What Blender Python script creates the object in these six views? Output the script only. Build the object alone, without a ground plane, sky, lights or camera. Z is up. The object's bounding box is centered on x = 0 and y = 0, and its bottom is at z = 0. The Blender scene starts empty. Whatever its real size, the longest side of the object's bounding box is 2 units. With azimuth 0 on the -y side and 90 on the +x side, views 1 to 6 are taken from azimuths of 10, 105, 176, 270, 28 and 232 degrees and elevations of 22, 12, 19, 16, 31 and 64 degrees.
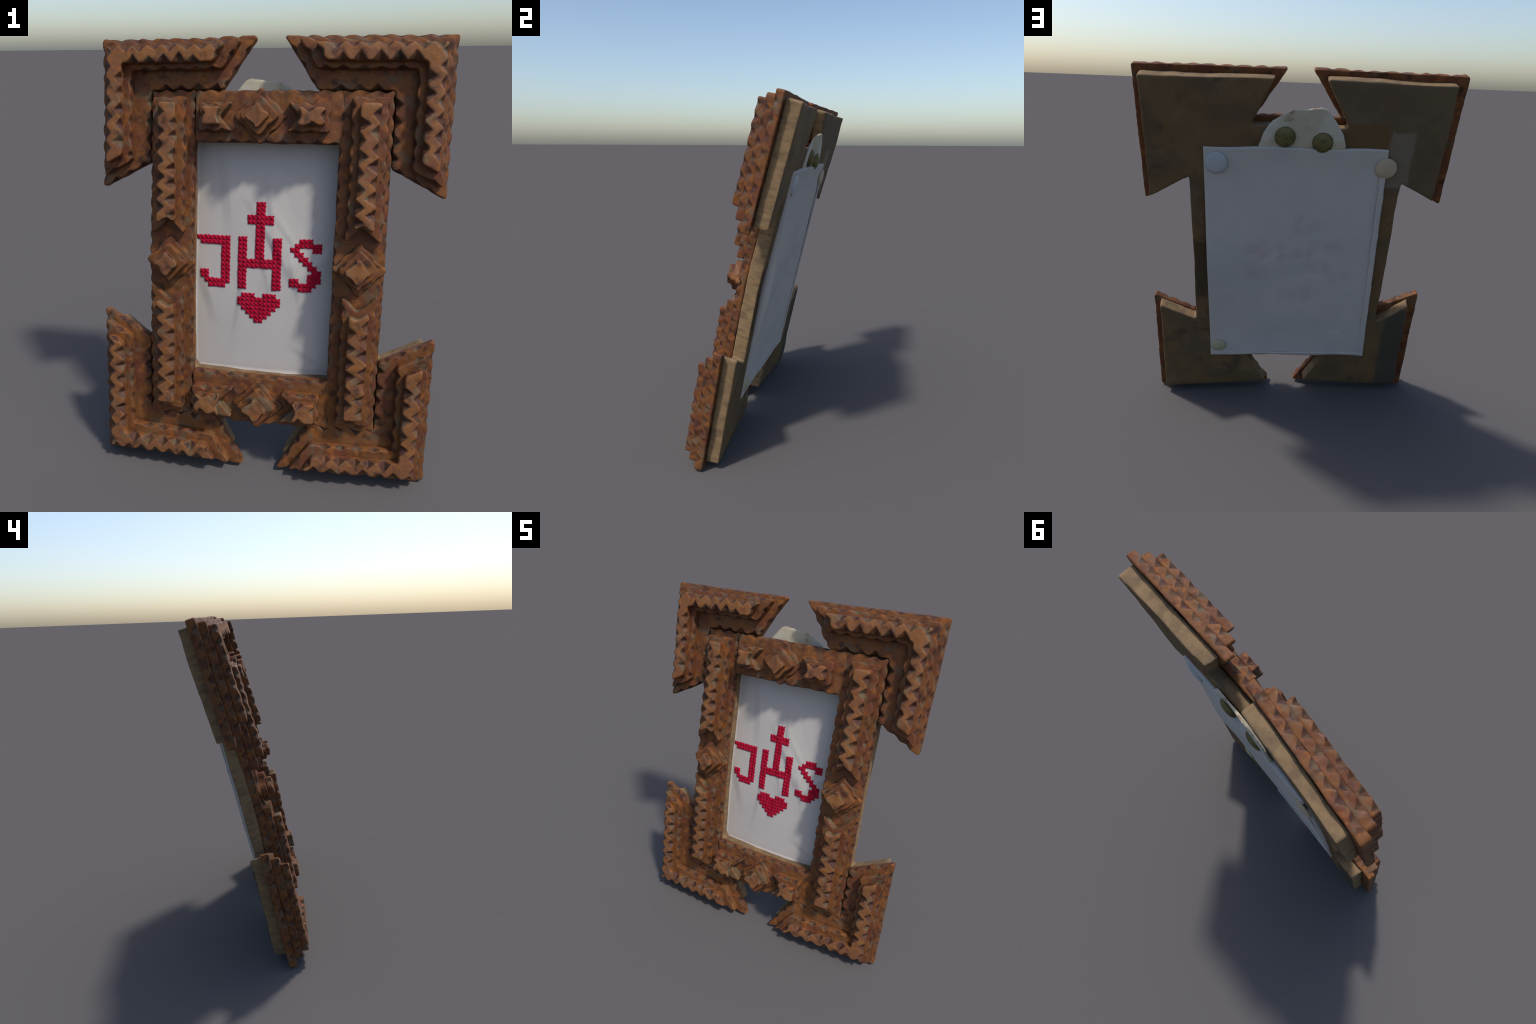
# Tramp-art picture frame: stacked, chip-carved slats on a board, with an embroidered cloth.
# The frame is modelled flat in its own axes (u right, v up, w towards the viewer, 0 = back of
# the first carved layer), gently bowed, and leaned back about the x axis by its root empty.
import bpy, bmesh, math, random
import numpy as np
from mathutils import Vector, Matrix
from mathutils.bvhtree import BVHTree

LEAN = math.radians(13.27)
ORIGIN = Vector((0.0, 0.0125, 1.008))
Z_SHIFT = 0.0

# ------------------------------------------------------------------ helpers
def bow(u, v):
    """the warp of the boards: the middle stands forward of the corners"""
    fold = lambda x, soft: np.sqrt(x * x + soft * soft) - soft
    right = np.maximum(u, 0.0)
    down = np.maximum(-v, 0.0)
    return 0.036 - 0.070 * fold(u, 0.06) + 0.025 * right - 0.032 * fold(v, 0.10) - 0.006 * down - 0.012 * down * u

def value_noise(p, scale, seed):
    """smooth lattice noise, -1..1, for an (n,3) array"""
    q = p * scale + seed * 7.31
    i = np.floor(q).astype(np.int64)
    f = q - i
    f = f * f * (3 - 2 * f)
    out = np.zeros(len(p))
    for dx in (0, 1):
        for dy in (0, 1):
            for dz in (0, 1):
                h = (i[:, 0] + dx) * 73856093 ^ (i[:, 1] + dy) * 19349663 ^ (i[:, 2] + dz) * 83492791 ^ seed * 2654435
                h = (h ^ (h >> 13)) * 1274126177 & 0x7fffffff
                h = ((h ^ (h >> 16)) & 0xffff) / 32767.5 - 1
                wx = f[:, 0] if dx else 1 - f[:, 0]
                wy = f[:, 1] if dy else 1 - f[:, 1]
                wz = f[:, 2] if dz else 1 - f[:, 2]
                out += h * wx * wy * wz
    return out

def laplacian(co, edges, rounds, factor=0.5):
    n = len(co)
    deg = np.bincount(edges.ravel(), minlength=n).astype(float)
    deg[deg == 0] = 1
    for _ in range(rounds):
        acc = np.zeros_like(co)
        for k in range(3):
            acc[:, k] = (np.bincount(edges[:, 0], co[edges[:, 1], k], n) +
                         np.bincount(edges[:, 1], co[edges[:, 0], k], n)) / deg
        co = co + factor * (acc - co)
    return co

def link(ob):
    bpy.context.scene.collection.objects.link(ob)
    return ob

def finish(name, bm, mats, parent, voxel=0.005, smooth=5, lump=0.003, lump_scale=14.0, seed=1, bowed=True):
    """solid rough shape -> softened, slightly lumpy, bowed mesh object; keeps face materials"""
    bm.normal_update()
    bmesh.ops.triangulate(bm, faces=[f for f in bm.faces if len(f.verts) > 4], ngon_method='EAR_CLIP')
    bmesh.ops.recalc_face_normals(bm, faces=bm.faces)
    rough = bpy.data.meshes.new(name)
    bm.to_mesh(rough)
    bm.faces.ensure_lookup_table()
    tree = BVHTree.FromBMesh(bm)
    mat_of = [f.material_index for f in bm.faces]
    ob = link(bpy.data.objects.new(name, rough))
    if voxel:
        m = ob.modifiers.new("soften", 'REMESH')
        m.mode = 'VOXEL'
        m.voxel_size = voxel
        dg = bpy.context.evaluated_depsgraph_get()
        me = bpy.data.meshes.new_from_object(ob.evaluated_get(dg))
        ob.modifiers.clear()
        ob.data = me
        bpy.data.meshes.remove(rough)
    me = ob.data
    me.name = name
    n = len(me.vertices)
    co = np.empty(n * 3); me.vertices.foreach_get("co", co); co = co.reshape(-1, 3)
    if voxel:
        centers = [p.center.copy() for p in me.polygons]
        idx = []
        for cpt in centers:
            hit = tree.find_nearest(cpt)
            idx.append(mat_of[hit[2]] if hit[2] is not None else 0)
        me.materials.clear()
        ed = np.empty(len(me.edges) * 2, dtype=np.int32); me.edges.foreach_get("vertices", ed)
        co = laplacian(co, ed.reshape(-1, 2), smooth)
    else:
        idx = mat_of
    for m in mats:
        me.materials.append(m)
    me.polygons.foreach_set("material_index", idx)
    if lump:
        nr = np.empty(n * 3); me.vertices.foreach_get("normal", nr); nr = nr.reshape(-1, 3)
        d = value_noise(co, lump_scale, seed) * lump + value_noise(co, lump_scale * 3.1, seed + 5) * lump * 0.5
        co = co + nr * d[:, None]
    if bowed:
        co[:, 2] += bow(co[:, 0], co[:, 1])
    me.vertices.foreach_set("co", co.ravel())
    me.polygons.foreach_set("use_smooth", [True] * len(me.polygons))
    me.update()
    ob.parent = parent
    return ob

def slat(name, outline, w0, w1, parent, mats, carve=None, pitch=0.075, depth=0.02, cuts=(), seed=1,
         flat=0.16, foot=0.3, rc=0.009, phase=(), deep=None, worn=False, voxel=0.0045, lump=0.0036):
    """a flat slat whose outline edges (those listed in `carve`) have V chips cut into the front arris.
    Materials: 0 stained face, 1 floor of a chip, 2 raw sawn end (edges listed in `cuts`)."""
    rnd = random.Random(seed)
    deep = dict(deep or {})
    pts = [Vector((x, y)) for x, y in outline]
    if sum(a.x * b.y - b.x * a.y for a, b in zip(pts, pts[1:] + pts[:1])) < 0:
        # keep counter-clockwise; edge i of the reversed list is edge n-2-i of the given one
        pts.reverse()
        n = len(pts)
        flip = lambda s: [(n - 2 - i) % n for i in s]
        carve = flip(carve) if carve is not None else None
        cuts = flip(cuts); phase = flip(phase)
        deep = {(n - 2 - i) % n: d for i, d in deep.items()}
    n = len(pts)
    carve = list(range(n)) if carve is None else carve
    base, front, tag = [], [], []
    for i in range(n):
        a, b = pts[i], pts[(i + 1) % n]
        t = (b - a); ln = t.length; t.normalize()
        inward = Vector((-t.y, t.x))
        if i in carve and ln > pitch * 0.8:
            c0, c1 = a + t * rc, b - t * rc
            base.append(c0); front.append(c0); tag.append(0)
            # chips sit on a grid along the edge's own direction, so that facing edges can alternate
            way = 1 if (t.x + t.y * 0.999) > 0 else -1
            s0 = a.dot(t) * way
            ph = 0.5 if i in phase else 0.0
            marks = []
            for j in range(-40, 41):
                sv = ((j + ph) * pitch * (1 + 0.0) - s0) * way
                if pitch * 0.30 < sv < ln - pitch * 0.30:
                    marks.append((sv, j))
            marks.sort()
            dep = deep.get(i, depth)
            last = rc + 0.002
            for sv, j in marks:
                jit = random.Random(seed * 131 + j).uniform(-0.11, 0.11) * pitch
                half = pitch * (1 - flat) * 0.5 * rnd.uniform(0.88, 1.08)
                d = dep * rnd.uniform(0.65, 1.15)
                l, r, m = max(sv + jit - half, last), min(sv + jit + half, ln - rc - 0.002), sv + jit
                if m - l < 0.003 or r - m < 0.003:
                    continue
                last = r + 0.001
                for q, dd, tg in ((l, 0, 1), (m, d, 4), (r, 0, 0)):
                    p = a + t * q
                    base.append(p); front.append(p + inward * dd); tag.append(tg)
            base.append(c1); front.append(c1); tag.append(0)
        else:
            k = max(1, int(ln / 0.06))
            rr = min(rc, ln * 0.2)
            for j in range(k + 1):
                p = a + t * (rr + (ln - 2 * rr) * j / k)
                base.append(p); front.append(p); tag.append(2 if i in cuts else 0)
    bm = bmesh.new()
    wm = w0 + (w1 - w0) * foot
    r0 = [bm.verts.new((p.x, p.y, w0)) for p in base]
    r1 = [bm.verts.new((p.x, p.y, wm)) for p in base]
    r2 = [bm.verts.new((p.x, p.y, w1)) for p in front]
    m = len(base)
    for i in range(m):
        j = (i + 1) % m
        f = bm.faces.new((r0[i], r0[j], r1[j], r1[i]))
        f.material_index = 2 if tag[i] == 2 else 0
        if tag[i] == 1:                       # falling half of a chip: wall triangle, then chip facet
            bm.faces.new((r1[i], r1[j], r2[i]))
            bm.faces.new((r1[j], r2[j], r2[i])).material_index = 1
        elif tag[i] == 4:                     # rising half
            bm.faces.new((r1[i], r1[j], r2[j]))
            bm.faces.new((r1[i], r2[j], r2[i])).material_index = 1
        else:
            bm.faces.new((r1[i], r1[j], r2[j], r2[i])).material_index = tag[i]
    bm.faces.new(r2).material_index = 3 if worn else 0
    bm.faces.new(list(reversed(r0)))
    return finish(name, bm, mats, parent, voxel=voxel, smooth=3, lump=lump, seed=seed)

# ------------------------------------------------------------------ materials
class Nodes:
    def __init__(self, name):
        self.mat = bpy.data.materials.new(name)
        self.mat.use_nodes = True
        self.t = self.mat.node_tree
        self.t.nodes.clear()
        self.out = self.t.nodes.new("ShaderNodeOutputMaterial")
        self.bsdf = self.t.nodes.new("ShaderNodeBsdfPrincipled")
        self.t.links.new(self.bsdf.outputs[0], self.out.inputs[0])
        self.obj = self.t.nodes.new("ShaderNodeTexCoord").outputs["Object"]
        self.bsdf.inputs["Specular IOR Level"].default_value = 0.2
    def set(self, sock, val):
        if hasattr(val, "is_output"):
            self.t.links.new(val, sock)
        else:
            sock.default_value = val
    def noise(self, scale, detail=3, rough=0.55, offset=(0, 0, 0), stretch=(1, 1, 1), distort=0.0):
        mp = self.t.nodes.new("ShaderNodeMapping")
        mp.inputs["Location"].default_value = offset
        mp.inputs["Scale"].default_value = stretch
        self.t.links.new(self.obj, mp.inputs["Vector"])
        nz = self.t.nodes.new("ShaderNodeTexNoise")
        nz.inputs["Scale"].default_value = scale
        nz.inputs["Detail"].default_value = detail
        nz.inputs["Roughness"].default_value = rough
        nz.inputs["Distortion"].default_value = distort
        self.t.links.new(mp.outputs[0], nz.inputs["Vector"])
        return nz.outputs["Fac"]
    def step(self, val, lo, hi):
        n = self.t.nodes.new("ShaderNodeMapRange")
        n.interpolation_type = 'SMOOTHSTEP'
        self.set(n.inputs["Value"], val)
        n.inputs["From Min"].default_value = lo
        n.inputs["From Max"].default_value = hi
        return n.outputs["Result"]
    def math(self, op, a, b=0.0):
        n = self.t.nodes.new("ShaderNodeMath")
        n.operation = op
        self.set(n.inputs[0], a); self.set(n.inputs[1], b)
        return n.outputs[0]
    def mix(self, fac, a, b, mode='MIX'):
        n = self.t.nodes.new("ShaderNodeMix")
        n.data_type = 'RGBA'; n.blend_type = mode
        self.set(n.inputs[0], fac)
        self.set(n.inputs[6], a if hasattr(a, "is_output") else (*a, 1))
        self.set(n.inputs[7], b if hasattr(b, "is_output") else (*b, 1))
        return n.outputs[2]
    def axes(self):
        s = self.t.nodes.new("ShaderNodeSeparateXYZ")
        self.t.links.new(self.obj, s.inputs[0])
        return s.outputs
    def box(self, x0, x1, y0, y1, soft=0.01, wobble=0.0, wscale=9.0):
        """soft-edged rectangle mask in the frame's own u,v axes"""
        ax = self.axes()
        x, y = ax[0], ax[1]
        if wobble:
            x = self.math('ADD', x, self.math('MULTIPLY', self.math('SUBTRACT', self.noise(wscale, 2, offset=(x0, y0, 0)), 0.5), wobble))
            y = self.math('ADD', y, self.math('MULTIPLY', self.math('SUBTRACT', self.noise(wscale, 2, offset=(y0, x1, 3)), 0.5), wobble))
        a = self.step(x, x0 - soft, x0 + soft)
        b = self.math('SUBTRACT', 1.0, self.step(x, x1 - soft, x1 + soft))
        c = self.step(y, y0 - soft, y0 + soft)
        d = self.math('SUBTRACT', 1.0, self.step(y, y1 - soft, y1 + soft))
        return self.math('MULTIPLY', self.math('MULTIPLY', a, b), self.math('MULTIPLY', c, d))
    def bump(self, height, strength, dist=0.004):
        b = self.t.nodes.new("ShaderNodeBump")
        b.inputs["Strength"].default_value = strength
        b.inputs["Distance"].default_value = dist
        self.set(b.inputs["Height"], height)
        self.t.links.new(b.outputs[0], self.bsdf.inputs["Normal"])
    def done(self, color, rough=0.7):
        self.set(self.bsdf.inputs["Base Color"], color)
        self.set(self.bsdf.inputs["Roughness"], rough)
        return self.mat

def stained_wood(name, base, red, dark, dusty, dust_amount, seed, hot=(0.28, 0.094, 0.018), hot_amount=0.65):
    """brown stain: reddish and orange patches, purple-black specks, greyish dust"""
    m = Nodes(name)
    c = m.mix(m.step(m.noise(8, 3, offset=(seed, 0, 0)), 0.42, 0.60), base, red)
    c = m.mix(m.math('MULTIPLY', m.step(m.noise(20, 2, offset=(seed, seed, 0)), 0.55, 0.68), hot_amount), c, hot)
    c = m.mix(m.math('MULTIPLY', m.step(m.noise(19, 3, offset=(0, seed, 0)), 0.50, 0.74), 0.9), c, dark)
    c = m.mix(m.math('MULTIPLY', m.step(m.noise(13, 4, offset=(0, 0, seed)), 0.60 - dust_amount, 0.74 - dust_amount), 0.8), c, dusty)
    c = m.mix(m.math('MULTIPLY', m.noise(120, 4, 0.7), 0.35), c, (0.05, 0.025, 0.015))
    m.bump(m.noise(70, 4, 0.7), 0.3)
    return m.done(c, m.step(m.noise(25, 2), -0.8, 1.4))

BASE, RED, DARK, DUST = (0.172, 0.066, 0.020), (0.138, 0.046, 0.020), (0.034, 0.016, 0.013), (0.130, 0.090, 0.052)
stain = stained_wood("stained_wood", BASE, RED, DARK, DUST, 0.06, 3.1)
chip = stained_wood("dusty_chip_cut", (0.078, 0.033, 0.014), (0.058, 0.022, 0.015), (0.022, 0.011, 0.010), (0.110, 0.080, 0.046), 0.09, 8.7, hot_amount=0.25)  # browns lowered so the notches carry painted-in recess shade
raw = stained_wood("raw_sawn_wood", (0.135, 0.085, 0.045), (0.15, 0.105, 0.062), (0.045, 0.032, 0.022), (0.15, 0.125, 0.082), 0.12, 5.2)
crest = stained_wood("worn_crest_wood", (0.245, 0.102, 0.034), (0.200, 0.080, 0.034), (0.066, 0.028, 0.020), (0.175, 0.112, 0.062), 0.06, 6.4)
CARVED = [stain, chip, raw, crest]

def board_back():
    m = Nodes("aged_board_face")
    c = m.mix(m.step(m.noise(4.0, 4, 0.6), 0.40, 0.62), (0.150, 0.092, 0.038), (0.105, 0.070, 0.038))
    c = m.mix(m.math('MULTIPLY', m.step(m.noise(6.0, 5, 0.65, offset=(9, 4, 2), distort=0.6), 0.52, 0.68), 0.7), c, (0.160, 0.112, 0.062))
    c = m.mix(m.math('MULTIPLY', m.step(m.noise(5.0, 4, 0.6, offset=(1, 8, 5)), 0.56, 0.66), 0.5), c, (0.120, 0.058, 0.022))
    c = m.mix(m.math('MULTIPLY', m.step(m.noise(7, 4, 0.65, offset=(4, 1, 0)), 0.54, 0.68), 0.7), c, (0.058, 0.040, 0.026))
    c = m.mix(m.math('MULTIPLY', m.step(m.noise(22, 3, offset=(2, 7, 0)), 0.66, 0.76), 0.5), c, (0.06, 0.045, 0.035))
    # greyer upper left corner, brown glue patch, pale paper remnant, dark stained strip
    c = m.mix(m.math('MULTIPLY', m.box(-0.80, -0.12, 0.40, 1.05, 0.05, 0.1), 0.6), c, (0.118, 0.088, 0.056))
    c = m.mix(m.math('MULTIPLY', m.box(-0.58, -0.45, 0.44, 0.74, 0.008, 0.05), 0.8), c, (0.185, 0.155, 0.112))
    c = m.mix(m.math('MULTIPLY', m.box(-0.45, -0.22, 0.60, 0.775, 0.015, 0.05), 0.9), c, (0.125, 0.070, 0.025))
    c = m.mix(m.math('MULTIPLY', m.box(0.22, 0.45, 0.60, 0.76, 0.04, 0.1), 0.7), c, (0.150, 0.085, 0.040))
    c = m.mix(m.math('MULTIPLY', m.box(-0.80, -0.60, -1.1, -0.36, 0.010, 0.03), 0.9), c, (0.050, 0.048, 0.038))
    c = m.mix(m.math('MULTIPLY', m.box(0.46, 0.56, -0.28, 0.10, 0.02, 0.12, 16), 0.8), c, (0.045, 0.026, 0.012))
    c = m.mix(m.math('MULTIPLY', m.noise(140, 3, 0.7, stretch=(1, 0.25, 1)), 0.35), c, (0.07, 0.05, 0.03))
    m.bump(m.noise(60, 4, 0.7), 0.15)
    return m.done(c, 0.75)

def board_edge():
    m = Nodes("pale_board_edge")
    c = m.mix(m.step(m.noise(14, 3, stretch=(1, 3, 1)), 0.4, 0.65), (0.215, 0.140, 0.072), (0.150, 0.100, 0.056))
    c = m.mix(m.math('MULTIPLY', m.step(m.noise(11, 4, offset=(5, 2, 1)), 0.6, 0.75), 0.5), c, (0.08, 0.058, 0.038))
    m.bump(m.noise(60, 3, stretch=(1, 1, 3)), 0.15)
    return m.done(c, 0.8)

def cloth_material(ghost):
    m = Nodes("woven_white_cloth")
    c = m.mix(m.noise(5, 3), (0.465, 0.430, 0.403), (0.42, 0.39, 0.365))
    ax = m.axes()
    wx = m.math('SINE', m.math('MULTIPLY', ax[0], 820.0))
    wy = m.math('SINE', m.math('MULTIPLY', ax[1], 820.0))
    weave = m.math('MULTIPLY', wx, wy)
    c = m.mix(m.math('MULTIPLY', m.step(weave, 0.1, 1.0), 0.14), c, (0.27, 0.26, 0.25))
    if ghost:
        c = m.mix(m.math('MULTIPLY', m.step(m.noise(3, 2, offset=(3, 3, 0)), 0.4, 0.7), 0.35), c, (0.34, 0.35, 0.36))
        g = None
        for b in ((-0.06, 0.0, -0.01, 0.27), (-0.14, -0.08, -0.16, 0.10), (0.03, 0.08, -0.16, 0.10), (-0.13, 0.07, -0.30, -0.19),
                  (-0.34, -0.17, 0.05, 0.10), (-0.22, -0.17, -0.16, 0.05), (-0.34, -0.2, -0.16, -0.1), (0.12, 0.26, -0.15, 0.1), (-0.1, 0.04, 0.16, 0.21)):
            k = m.box(*b, 0.02)
            g = k if g is None else m.math('MAXIMUM', g, k)
        c = m.mix(m.math('MULTIPLY', g, m.math('MULTIPLY', m.step(m.noise(11, 3), 0.35, 0.65), 0.28)), c, (0.36, 0.25, 0.24))
    else:
        c = m.mix(m.math('MULTIPLY', m.step(m.noise(16, 2, offset=(1, 6, 0)), 0.72, 0.80), 0.25), c, (0.36, 0.31, 0.26))
    m.bump(weave, 0.12, 0.002)
    m.bsdf.inputs["Specular IOR Level"].default_value = 0.1
    return m.done(c, 0.95)

def plain(name, col, col2, rough, scale=12, metal=0.0):
    m = Nodes(name)
    c = m.mix(m.step(m.noise(scale, 3), 0.4, 0.65), col, col2)
    m.bsdf.inputs["Metallic"].default_value = metal
    m.bump(m.noise(50, 3), 0.1)
    return m.done(c, rough)

def tab_material():
    m = Nodes("yellowed_leather")
    c = m.mix(m.step(m.noise(7, 3), 0.4, 0.62), (0.40, 0.36, 0.27), (0.46, 0.43, 0.36))
    c = m.mix(m.math('MULTIPLY', m.step(m.noise(11, 3, offset=(2, 2, 0)), 0.57, 0.68), 0.75), c, (0.20, 0.135, 0.075))
    c = m.mix(m.math('MULTIPLY', m.box(-0.3, 0.3, 0.5, 0.67, 0.03, 0.05), 0.5), c, (0.40, 0.34, 0.22))
    m.bump(m.noise(40, 3), 0.15)
    return m.done(c, 0.8)

def thread_material():
    m = Nodes("red_cotton_thread")
    c = m.mix(m.step(m.noise(30, 3), 0.35, 0.7), (0.36, 0.003, 0.026), (0.27, 0.001, 0.016))
    m.bump(m.noise(260, 2), 0.3, 0.002)
    m.bsdf.inputs["Specular IOR Level"].default_value = 0.15
    return m.done(c, 0.9)

# ------------------------------------------------------------------ root
root = link(bpy.data.objects.new("picture_frame", None))
root["label"] = "old chip-carved brown wooden frame with red cross-stitched cloth"
root["category"] = "picture frame"
flat_origin = ORIGIN + Vector((0, 0, Z_SHIFT))
root.location = flat_origin
root.rotation_euler = (math.pi / 2 - LEAN, 0, 0)

L1, L2, L3 = (0.0, 0.046), (0.044, 0.090), (0.088, 0.134)

# ------------------------------------------------------------------ back board
def prism(bm, pts, w0, w1, side=1, flare=0.0):
    """flare: how much the front outline is wider than the back one"""
    mx, my = sum(p[0] for p in pts) / len(pts), sum(p[1] for p in pts) / len(pts)
    a = [bm.verts.new((x, y, w0)) for x, y in pts]
    b = [bm.verts.new((x + (x - mx) * flare, y + (y - my) * flare, w1)) for x, y in pts]
    n = len(pts)
    bm.faces.new(a); bm.faces.new(b)
    for i in range(n):
        bm.faces.new((a[i], a[(i + 1) % n], b[(i + 1) % n], b[i])).material_index = side

def thickness(u, v):
    return 0.072 + 0.015 * u if v > 0 else 0.077 + 0.003 * u

BOARD_W = (-0.074, 0.001)
bm = bmesh.new()
for pts in (
    # corner lobes: outer corner, tip along the top/bottom, inner corner, tip along the side
    [(0.758, 0.976), (0.128, 0.976), (0.228, 0.780), (0.34, 0.60), (0.50, 0.50), (0.552, 0.478), (0.758, 0.360)],
    [(-0.735, 0.976), (-0.122, 0.976), (-0.215, 0.800), (-0.34, 0.60), (-0.50, 0.50), (-0.545, 0.470), (-0.735, 0.365)],
    [(0.758, -0.972), (0.120, -0.962), (0.250, -0.730), (0.34, -0.55), (0.50, -0.45), (0.535, -0.452), (0.755, -0.342)],
    [(-0.732, -0.966), (-0.128, -0.955), (-0.250, -0.730), (-0.34, -0.55), (-0.50, -0.47), (-0.550, -0.455), (-0.725, -0.325)],
    # the four sides of the middle
    [(0.338, -0.75), (0.548, -0.75), (0.548, 0.75), (0.338, 0.75)],
    [(-0.548, -0.75), (-0.348, -0.75), (-0.348, 0.75), (-0.548, 0.75)],
    [(-0.45, 0.560), (0.45, 0.560), (0.45, 0.748), (-0.45, 0.748)],
    [(-0.45, -0.735), (0.45, -0.735), (0.45, -0.566), (-0.45, -0.566)]):
    prism(bm, pts, *BOARD_W, flare=0.015 if len(pts) > 4 else 0.0)
for vert in bm.verts:
    if vert.co.z < -0.05:
        vert.co.z = -thickness(vert.co.x, vert.co.y)
board = finish("back_board", bm, [board_back(), board_edge()], root, voxel=0.0075, smooth=4, lump=0.004, lump_scale=6, seed=4)
for poly in board.data.polygons:            # sawn sides are paler than the faces
    poly.material_index = 1 if abs(poly.normal.z) < 0.55 else 0

# ------------------------------------------------------------------ corner ornaments
def corner(su, sv, tu, tv, seed, k=1.0):
    """three stacked chevrons; tu / tv: where the points along the top and along the side end"""
    S = lambda pts: [(su * x, sv * y) for x, y in pts]
    a, b = 0.66, 0.55                       # slant of the two pointed ends
    o, ov = 0.801, 1.011 if sv > 0 else 1.026
    plate = slat("corner_plate", S([(o, ov), (tu, ov - 0.004), (tu + a * 0.230, 0.780), (0.553, 0.780), (0.553, tv + b * 0.230), (o - 0.004, tv)]),
                 *L1, root, CARVED, pitch=0.080, depth=0.015, deep={2: 0.034, 3: 0.034}, seed=seed)
    t2 = tu + 0.066
    u2 = tv + 0.052
    h = ov - 0.025
    s2 = slat("corner_slat", S([(0.771, h), (t2, h), (t2 + a * (h - 0.860), 0.860), (0.636, 0.860), (0.636, u2 + b * 0.135), (0.771, u2)]),
              *L2, plate, CARVED, pitch=0.080, depth=0.016, phase=[0, 5, 1, 4], seed=seed + 1)
    t3 = t2 + 0.068
    u3 = u2 + 0.058
    h = ov - 0.050
    s3 = slat("corner_slat", S([(0.743, h), (t3, h), (t3 + a * 0.076, h - 0.076), (0.667, h - 0.076), (0.667, u3 + b * 0.076), (0.743, u3)]),
              *L3, plate, CARVED, pitch=0.072, depth=0.032, deep={1: 0.016, 4: 0.016, 2: 0.044, 3: 0.044}, flat=0.06, foot=0.3, phase=[2, 3], worn=True, seed=seed + 2)

corner(1, 1, 0.066, 0.318, 11)
corner(-1, 1, 0.054, 0.326, 21)
corner(1, -1, 0.092, 0.316, 31)
corner(-1, -1, 0.066, 0.274, 41)

# ------------------------------------------------------------------ side rails, with a gap for the boss
def side_rail(su, seed, inner):
    S = lambda pts: [(su * x, y) for x, y in pts]
    rail = slat("side_rail", S([(inner, -0.793), (0.552, -0.793), (0.552, 0.779), (inner, 0.779)]), *L1, root, CARVED,
                pitch=0.074, depth=0.014, seed=seed)
    mu = 0.442
    for (lo, hi, k) in ((0.0, 0.745, 1), (0.0, -0.744, -1)):
        g = 0.195 * k
        slat("rail_slat", S([(0.370, hi), (0.370, g - k * 0.072), (mu, g), (0.530, g - k * 0.080), (0.530, hi)]), *L2, rail, CARVED,
             carve=[0, 3, 4], cuts=[1, 2], pitch=0.074, depth=0.016, phase=[0, 3], seed=seed + 3 + k)
    for (hi, a, b_, c_) in ((0.714, 0.180, 0.200, 0.170), (-0.704, -0.205, -0.222, -0.190)):
        slat("rail_slat", S([(0.405, hi), (0.405, a), (0.44, b_), (0.492, c_), (0.492, hi)]), *L3, rail, CARVED,
             carve=[0, 3, 4], cuts=[1, 2], pitch=0.070, depth=0.046, deep={4: 0.015}, flat=0.06, foot=0.3, phase=[3], worn=True, seed=seed + 7 + int(hi > 0))
side_rail(1, 51, 0.322)
side_rail(-1, 71, 0.334)

# ------------------------------------------------------------------ cross rails
def cross_rail(vc, v_in, v_out, bu, seed, lx, rx, lift=0.0, fat=0.0):
    l2, l3 = (L2[0], L2[1] + lift), (L3[0] + lift, L3[1] + lift)
    rail = slat("cross_rail", [(-0.333, v_in), (0.336, v_in), (0.336, v_out), (-0.333, v_out)], *L1, root, CARVED,
                carve=[0, 2], pitch=0.074, depth=0.014, seed=seed)
    h = 0.064 + fat
    slat("rail_slat", [(lx, vc - h), (bu - 0.185 + h, vc - h), (bu - 0.185, vc), (bu - 0.185 + h, vc + h), (lx, vc + h)], *l2, rail, CARVED,
         carve=[0, 3, 4], cuts=[1, 2], pitch=0.066, depth=0.014, seed=seed + 1)
    slat("rail_slat", [(rx, vc - h), (rx, vc + h), (bu + 0.185 - h, vc + h), (bu + 0.185, vc), (bu + 0.185 - h, vc - h)], *l2, rail, CARVED,
         carve=[0, 1, 4], cuts=[2, 3], pitch=0.066, depth=0.014, seed=seed + 2)
    h = 0.040 + fat
    slat("rail_slat", [(lx + 0.026, vc - h), (bu - 0.17, vc - h), (bu - 0.19, vc), (bu - 0.165, vc + h), (lx + 0.026, vc + h)], *l3, rail, CARVED,
         carve=[0, 3, 4], cuts=[1, 2], pitch=0.066, depth=0.026, flat=0.12, foot=0.15, worn=True, seed=seed + 3)
    slat("rail_slat", [(rx - 0.02, vc - h), (rx - 0.02, vc + h), (bu + 0.17, vc + h), (bu + 0.19, vc), (bu + 0.17, vc - h)], *l3, rail, CARVED,
         carve=[0, 1, 4], cuts=[2, 3], pitch=0.066, depth=0.026, flat=0.12, foot=0.15, worn=True, seed=seed + 4)
cross_rail(0.657, 0.546, 0.778, -0.030, 91, -0.308, 0.281)
cross_rail(-0.680, -0.552, -0.795, -0.005, 101, -0.325, 0.292, lift=0.012, fat=0.008)

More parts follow.
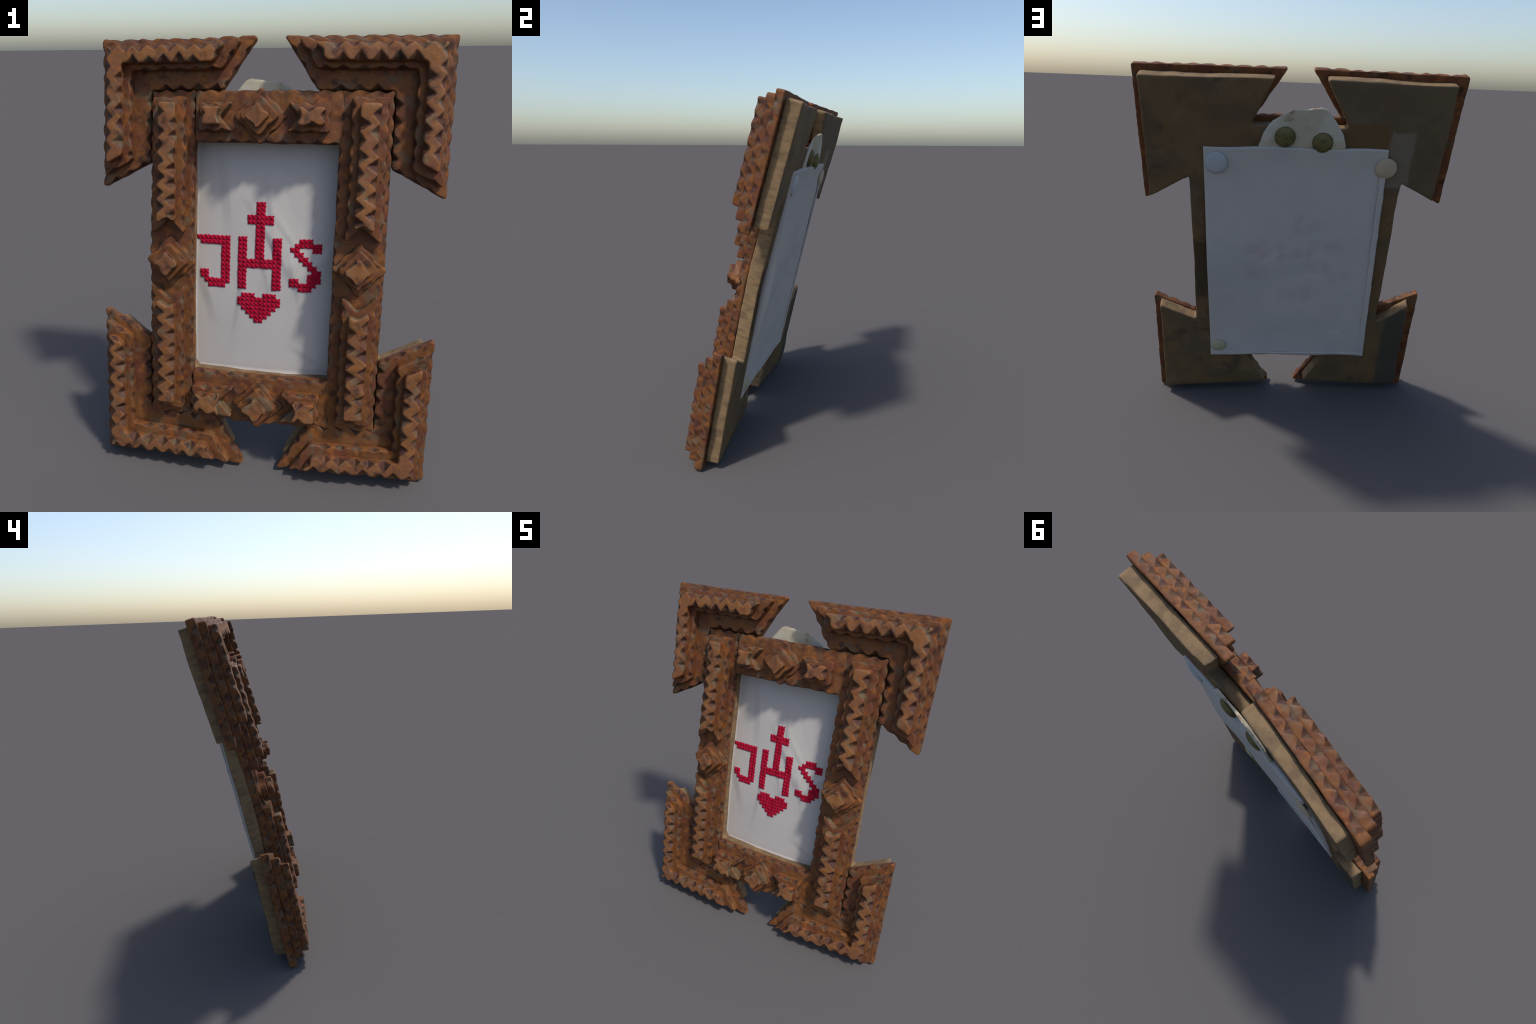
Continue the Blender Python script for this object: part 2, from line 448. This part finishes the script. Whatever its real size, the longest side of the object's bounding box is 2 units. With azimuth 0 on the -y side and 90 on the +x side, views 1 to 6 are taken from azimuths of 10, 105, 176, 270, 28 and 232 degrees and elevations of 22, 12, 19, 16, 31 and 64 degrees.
# ------------------------------------------------------------------ bosses: stepped diamonds
def boss(cu, cv, r, seed):
    dia = lambda h, s=0.0: [(cu - h + s, cv), (cu, cv - h), (cu + h, cv), (cu, cv + h)]
    b = slat("boss", dia(0.126), 0.030, 0.060, root, CARVED, pitch=0.085, depth=0.010, seed=seed)
    slat("boss_tier", dia(r), 0.055, 0.100, b, CARVED, pitch=0.09, depth=0.008, lump=0.005, seed=seed + 1)
    cu, cv = cu - 0.006, cv - 0.004
    slat("boss_tier", dia(r * 0.66), 0.096, 0.132, b, CARVED, pitch=0.08, depth=0.009, worn=True, lump=0.006, seed=seed + 2)
boss(-0.440, -0.012, 0.094, 111)
boss(0.440, -0.004, 0.094, 121)
boss(-0.028, 0.662, 0.090, 131)
boss(-0.005, -0.690, 0.098, 141)

# ------------------------------------------------------------------ cloth
def cloth_height(u, v):
    h = np.zeros_like(u)
    r = random.Random(17)
    for _ in range(13):                      # soft creases running every which way, mostly diagonal
        a = r.choice((0.6, 0.9, 2.1, 2.4, 1.5)) + r.uniform(-0.3, 0.3)
        cu, cv = r.uniform(-0.3, 0.3), r.uniform(-0.5, 0.35)
        d = (u - cu) * np.sin(a) - (v - cv) * np.cos(a)
        t = (u - cu) * np.cos(a) + (v - cv) * np.sin(a)
        wd, ln = r.uniform(0.06, 0.16), r.uniform(0.15, 0.35)
        d = d + 0.15 * t * t
        h += r.uniform(0.3, 1.0) * 0.010 * np.where(d > 0, np.clip(1 - d / wd, 0, 1), np.clip(1 + d / (wd * 0.3), 0, 1)) * np.clip(1 - np.abs(t) / ln, 0, 1)
    edge = np.minimum(0.45 - np.abs(u), 0.66 - np.abs(v + 0.04))
    return h * np.clip(edge / 0.12, 0.15, 1)

CL = [(0.474, 0.640), (-0.452, 0.648), (-0.497, -0.722), (0.466, -0.716)]   # corners as seen from behind: right top, left top, left bottom, right bottom
def sheet(name, nu, nv, w, thick, mats, parent, inset=(0, 0, 0, 0)):
    s, t = np.meshgrid(np.linspace(0, 1, nu), np.linspace(0, 1, nv))
    s, t = s.ravel(), t.ravel()
    u = (CL[2][0] * (1 - s) + CL[3][0] * s) * (1 - t) + (CL[1][0] * (1 - s) + CL[0][0] * s) * t
    v = (CL[2][1] * (1 - s) + CL[3][1] * s) * (1 - t) + (CL[1][1] * (1 - s) + CL[0][1] * s) * t
    v = v + 0.004 * np.sin(u * 13) * (1 - 2 * np.abs(t - 0.5)) ** 0
    reach = np.minimum(np.minimum(0.345 - np.abs(u), 0.556 - v), v + 0.560)      # >0 inside the opening
    wf = w + np.clip(-reach / 0.02, 0, 1) * 0.012 + cloth_height(u, v) * (reach > 0) + bow(u, v)
    bm = bmesh.new()
    A = [bm.verts.new((a, b, c)) for a, b, c in zip(u, v, wf)]
    # the folded back of the cloth stands off the board, most of all beside the middle of one side
    rim = np.minimum(np.minimum(0.47 - np.abs(u), 0.645 - v), v + 0.72)
    wb = (-0.076 - 0.014 * np.clip(1 - rim / 0.16, 0, 1) ** 1.5
          - 0.026 * np.exp(-((u - 0.40) / 0.22) ** 2 - ((v + 0.05) / 0.30) ** 2) + 0.3 * cloth_height(v, u))
    lies = bow(u, v) - np.array([thickness(a, b) for a, b in zip(u, v)]) - 0.007
    wb = np.minimum(np.where(reach < 0.02, np.minimum(wb, lies), wb), wf - 0.006)
    B = [bm.verts.new((a, b, c)) for a, b, c in zip(u, v, wb)]
    for j in range(nv - 1):
        for i in range(nu - 1):
            q = [j * nu + i, j * nu + i + 1, (j + 1) * nu + i + 1, (j + 1) * nu + i]
            bm.faces.new([A[k] for k in q])
            bm.faces.new([B[k] for k in reversed(q)]).material_index = 1
    rim = [i for i in range(nu)] + [j * nu + nu - 1 for j in range(1, nv)] + [(nv - 1) * nu + i for i in range(nu - 2, -1, -1)] + [j * nu for j in range(nv - 2, 0, -1)]
    for i, j in zip(rim, rim[1:] + rim[:1]):
        bm.faces.new((A[j], A[i], B[i], B[j])).material_index = 1
    return finish(name, bm, mats, parent, voxel=0, lump=0, bowed=False)

CLOTH_W = -0.074
cloth = sheet("cloth", 150, 200, CLOTH_W, 0.010, [cloth_material(False), cloth_material(True)], root)

# a hem folded over along one side and the bottom, seen from behind
bm = bmesh.new()
rnd = random.Random(5)
def ribbon(bm, path, width, w, thick):
    for (a, b) in zip(path, path[1:]):
        d = (Vector(b) - Vector(a)).normalized(); n_ = Vector((-d.y, d.x)) * width
        q = [Vector(a), Vector(b), Vector(b) + n_, Vector(a) + n_]
        lo = [bm.verts.new((p.x, p.y, w - thick)) for p in q]; hi = [bm.verts.new((p.x, p.y, w)) for p in q]
        bm.faces.new(lo); bm.faces.new(hi)
        for i in range(4):
            bm.faces.new((lo[i], lo[(i + 1) % 4], hi[(i + 1) % 4], hi[i]))
ribbon(bm, [(-0.458, 0.56), (-0.470, 0.1), (-0.488, -0.4), (-0.496, -0.715)], 0.035, -0.086, 0.010)
ribbon(bm, [(-0.49, -0.716), (-0.2, -0.712), (0.1, -0.714)], 0.022, -0.086, 0.010)
finish("cloth_hem", bm, [cloth_material(True)], cloth, voxel=0.006, smooth=4, lump=0.002, seed=9, bowed=False)

# ------------------------------------------------------------------ cross-stitch embroidery
thread = thread_material()
CELL = 0.0212
U0, V0 = -0.327, 0.277
def runs(*r):
    """r: (first column, last column, first row, last row) blocks of stitches"""
    return {(c, k) for c0, c1, r0, r1 in r for c in range(c0, c1 + 1) for k in range(r0, r1 + 1)}
MOTIFS = {
    "embroidered_cross": runs((13, 14, 0, 12), (11, 16, 3, 4)),
    "letter_j": runs((-1, 6, 8, 8), (0, 6, 9, 9), (5, 6, 10, 18), (0, 1, 16, 17), (1, 6, 18, 18), (2, 5, 19, 19)),
    "letter_h": runs((9, 10, 8, 19), (17, 18, 8, 19), (11, 16, 13, 14)),
    "letter_s": runs((23, 25, 8, 9), (26, 27, 9, 10), (22, 22, 9, 9), (25, 27, 16, 17), (25, 26, 18, 18), (23, 25, 18, 19), (21, 22, 17, 18))
                | {(21 + i + k, 10 + i) for i in range(6) for k in (0, 1)},
    "embroidered_heart": runs((10, 12, 21, 21), (15, 17, 21, 21), (9, 18, 22, 23), (10, 17, 24, 24), (11, 16, 25, 25), (12, 15, 26, 26), (13, 14, 27, 27)),
}
def stitch(bm, cu, cv, rnd):
    """one X of two plump threads lying on the cloth"""
    h = CELL * 0.56
    for k, (dx, dy) in enumerate(((1, 1), (1, -1))):
        d = Vector((dx, dy)).normalized(); s = Vector((-d.y, d.x))
        ln = h * 1.30 * rnd.uniform(0.94, 1.06); wd = CELL * 0.34 * rnd.uniform(0.9, 1.1)
        rings = []
        for t in (-1.0, -0.7, 0.0, 0.7, 1.0):
            f = math.sqrt(max(0.0, 1 - 0.85 * t * t))
            ring = []
            for a in (0, 45, 90, 135, 180):
                ca, sa = math.cos(math.radians(a)), math.sin(math.radians(a))
                p = Vector((cu, cv)) + d * (ln * t) + s * (wd * ca * f)
                ring.append((p.x, p.y, (0.0025 + 0.001 * k + 0.0035 * sa) * f))
            rings.append(ring)
        yield rings

for name, cells in MOTIFS.items():
    bm = bmesh.new()
    rnd = random.Random(len(cells))
    allr = []
    for c, k in sorted(cells):
        cu = U0 + (c + 0.5) * CELL + rnd.uniform(-1, 1) * 0.0012
        cv = V0 - (k + 0.5) * CELL + rnd.uniform(-1, 1) * 0.0012
        allr += list(stitch(bm, cu, cv, rnd))
    flatp = np.array([p for r in allr for ring in r for p in ring])
    base = CLOTH_W + cloth_height(flatp[:, 0], flatp[:, 1]) + bow(flatp[:, 0], flatp[:, 1])
    flatp[:, 2] += base
    vs = [bm.verts.new(p) for p in flatp]
    for n_ in range(len(allr)):
        o = n_ * 25
        for i in range(4):
            for j in range(4):
                bm.faces.new((vs[o + i * 5 + j], vs[o + i * 5 + j + 1], vs[o + (i + 1) * 5 + j + 1], vs[o + (i + 1) * 5 + j]))
    ob = finish(name, bm, [thread], cloth, voxel=0, lump=0, bowed=False)
    ob["kind"] = "stuff"

# ------------------------------------------------------------------ hanger tab and tacks on the back
def tab():
    bm = bmesh.new()
    pts = [(0.205, 0.60), (0.200, 0.66), (0.178, 0.72), (0.136, 0.778), (0.085, 0.812), (0.037, 0.834), (-0.03, 0.838), (-0.100, 0.848), (-0.128, 0.838),
           (-0.178, 0.775), (-0.215, 0.72), (-0.232, 0.66), (-0.232, 0.60)]
    prism(bm, pts, -0.090, -0.076, side=0)
    return finish("hanger_tab", bm, [tab_material()], root,
                  voxel=0.006, smooth=3, lump=0.004, lump_scale=8, seed=12)
hanger = tab()

def tack(name, u, v, w, ru, rv, dome, mat, parent):
    bm = bmesh.new()
    prof = [(0.0, dome), (0.35, dome * 0.95), (0.65, dome * 0.8), (0.88, dome * 0.5), (1.0, dome * 0.12), (0.96, -0.006)]
    rings = []
    for r, h in prof:
        if r == 0:
            rings.append([bm.verts.new((u, v, w - h))] )
        else:
            rings.append([bm.verts.new((u + ru * r * math.cos(2 * math.pi * i / 40), v + rv * r * math.sin(2 * math.pi * i / 40), w - h)) for i in range(40)])
    for i in range(40):
        bm.faces.new((rings[0][0], rings[1][i], rings[1][(i + 1) % 40]))
    for a, b in zip(rings[1:], rings[2:]):
        for i in range(40):
            bm.faces.new((a[i], a[(i + 1) % 40], b[(i + 1) % 40], b[i]))
    bm.faces.new(rings[-1])
    bmesh.ops.recalc_face_normals(bm, faces=bm.faces)
    return finish(name, bm, [mat], parent, voxel=0, lump=0, bowed=False)
white_pin = plain("white_plastic", (0.37, 0.39, 0.40), (0.34, 0.36, 0.37), 0.5)
cream_pin = plain("cream_plastic", (0.38, 0.31, 0.21), (0.42, 0.34, 0.24), 0.5)
olive_pin = plain("ivory_plastic", (0.33, 0.31, 0.20), (0.36, 0.33, 0.22), 0.5)
brass = plain("tarnished_brass", (0.14, 0.12, 0.045), (0.08, 0.07, 0.03), 0.55, 25, 0.3)
tack("thumbtack", 0.412, 0.561, -0.090, 0.058, 0.058, 0.014, white_pin, root)
tack("thumbtack", -0.452, 0.553, -0.090, 0.056, 0.056, 0.014, cream_pin, root)
tack("thumbtack", 0.418, -0.640, -0.090, 0.048, 0.044, 0.014, olive_pin, root)
tack("brass_tack", 0.072, 0.700, -0.079, 0.052, 0.052, 0.022, brass, hanger)
tack("brass_tack", -0.116, 0.676, -0.080, 0.053, 0.053, 0.022, brass, hanger)
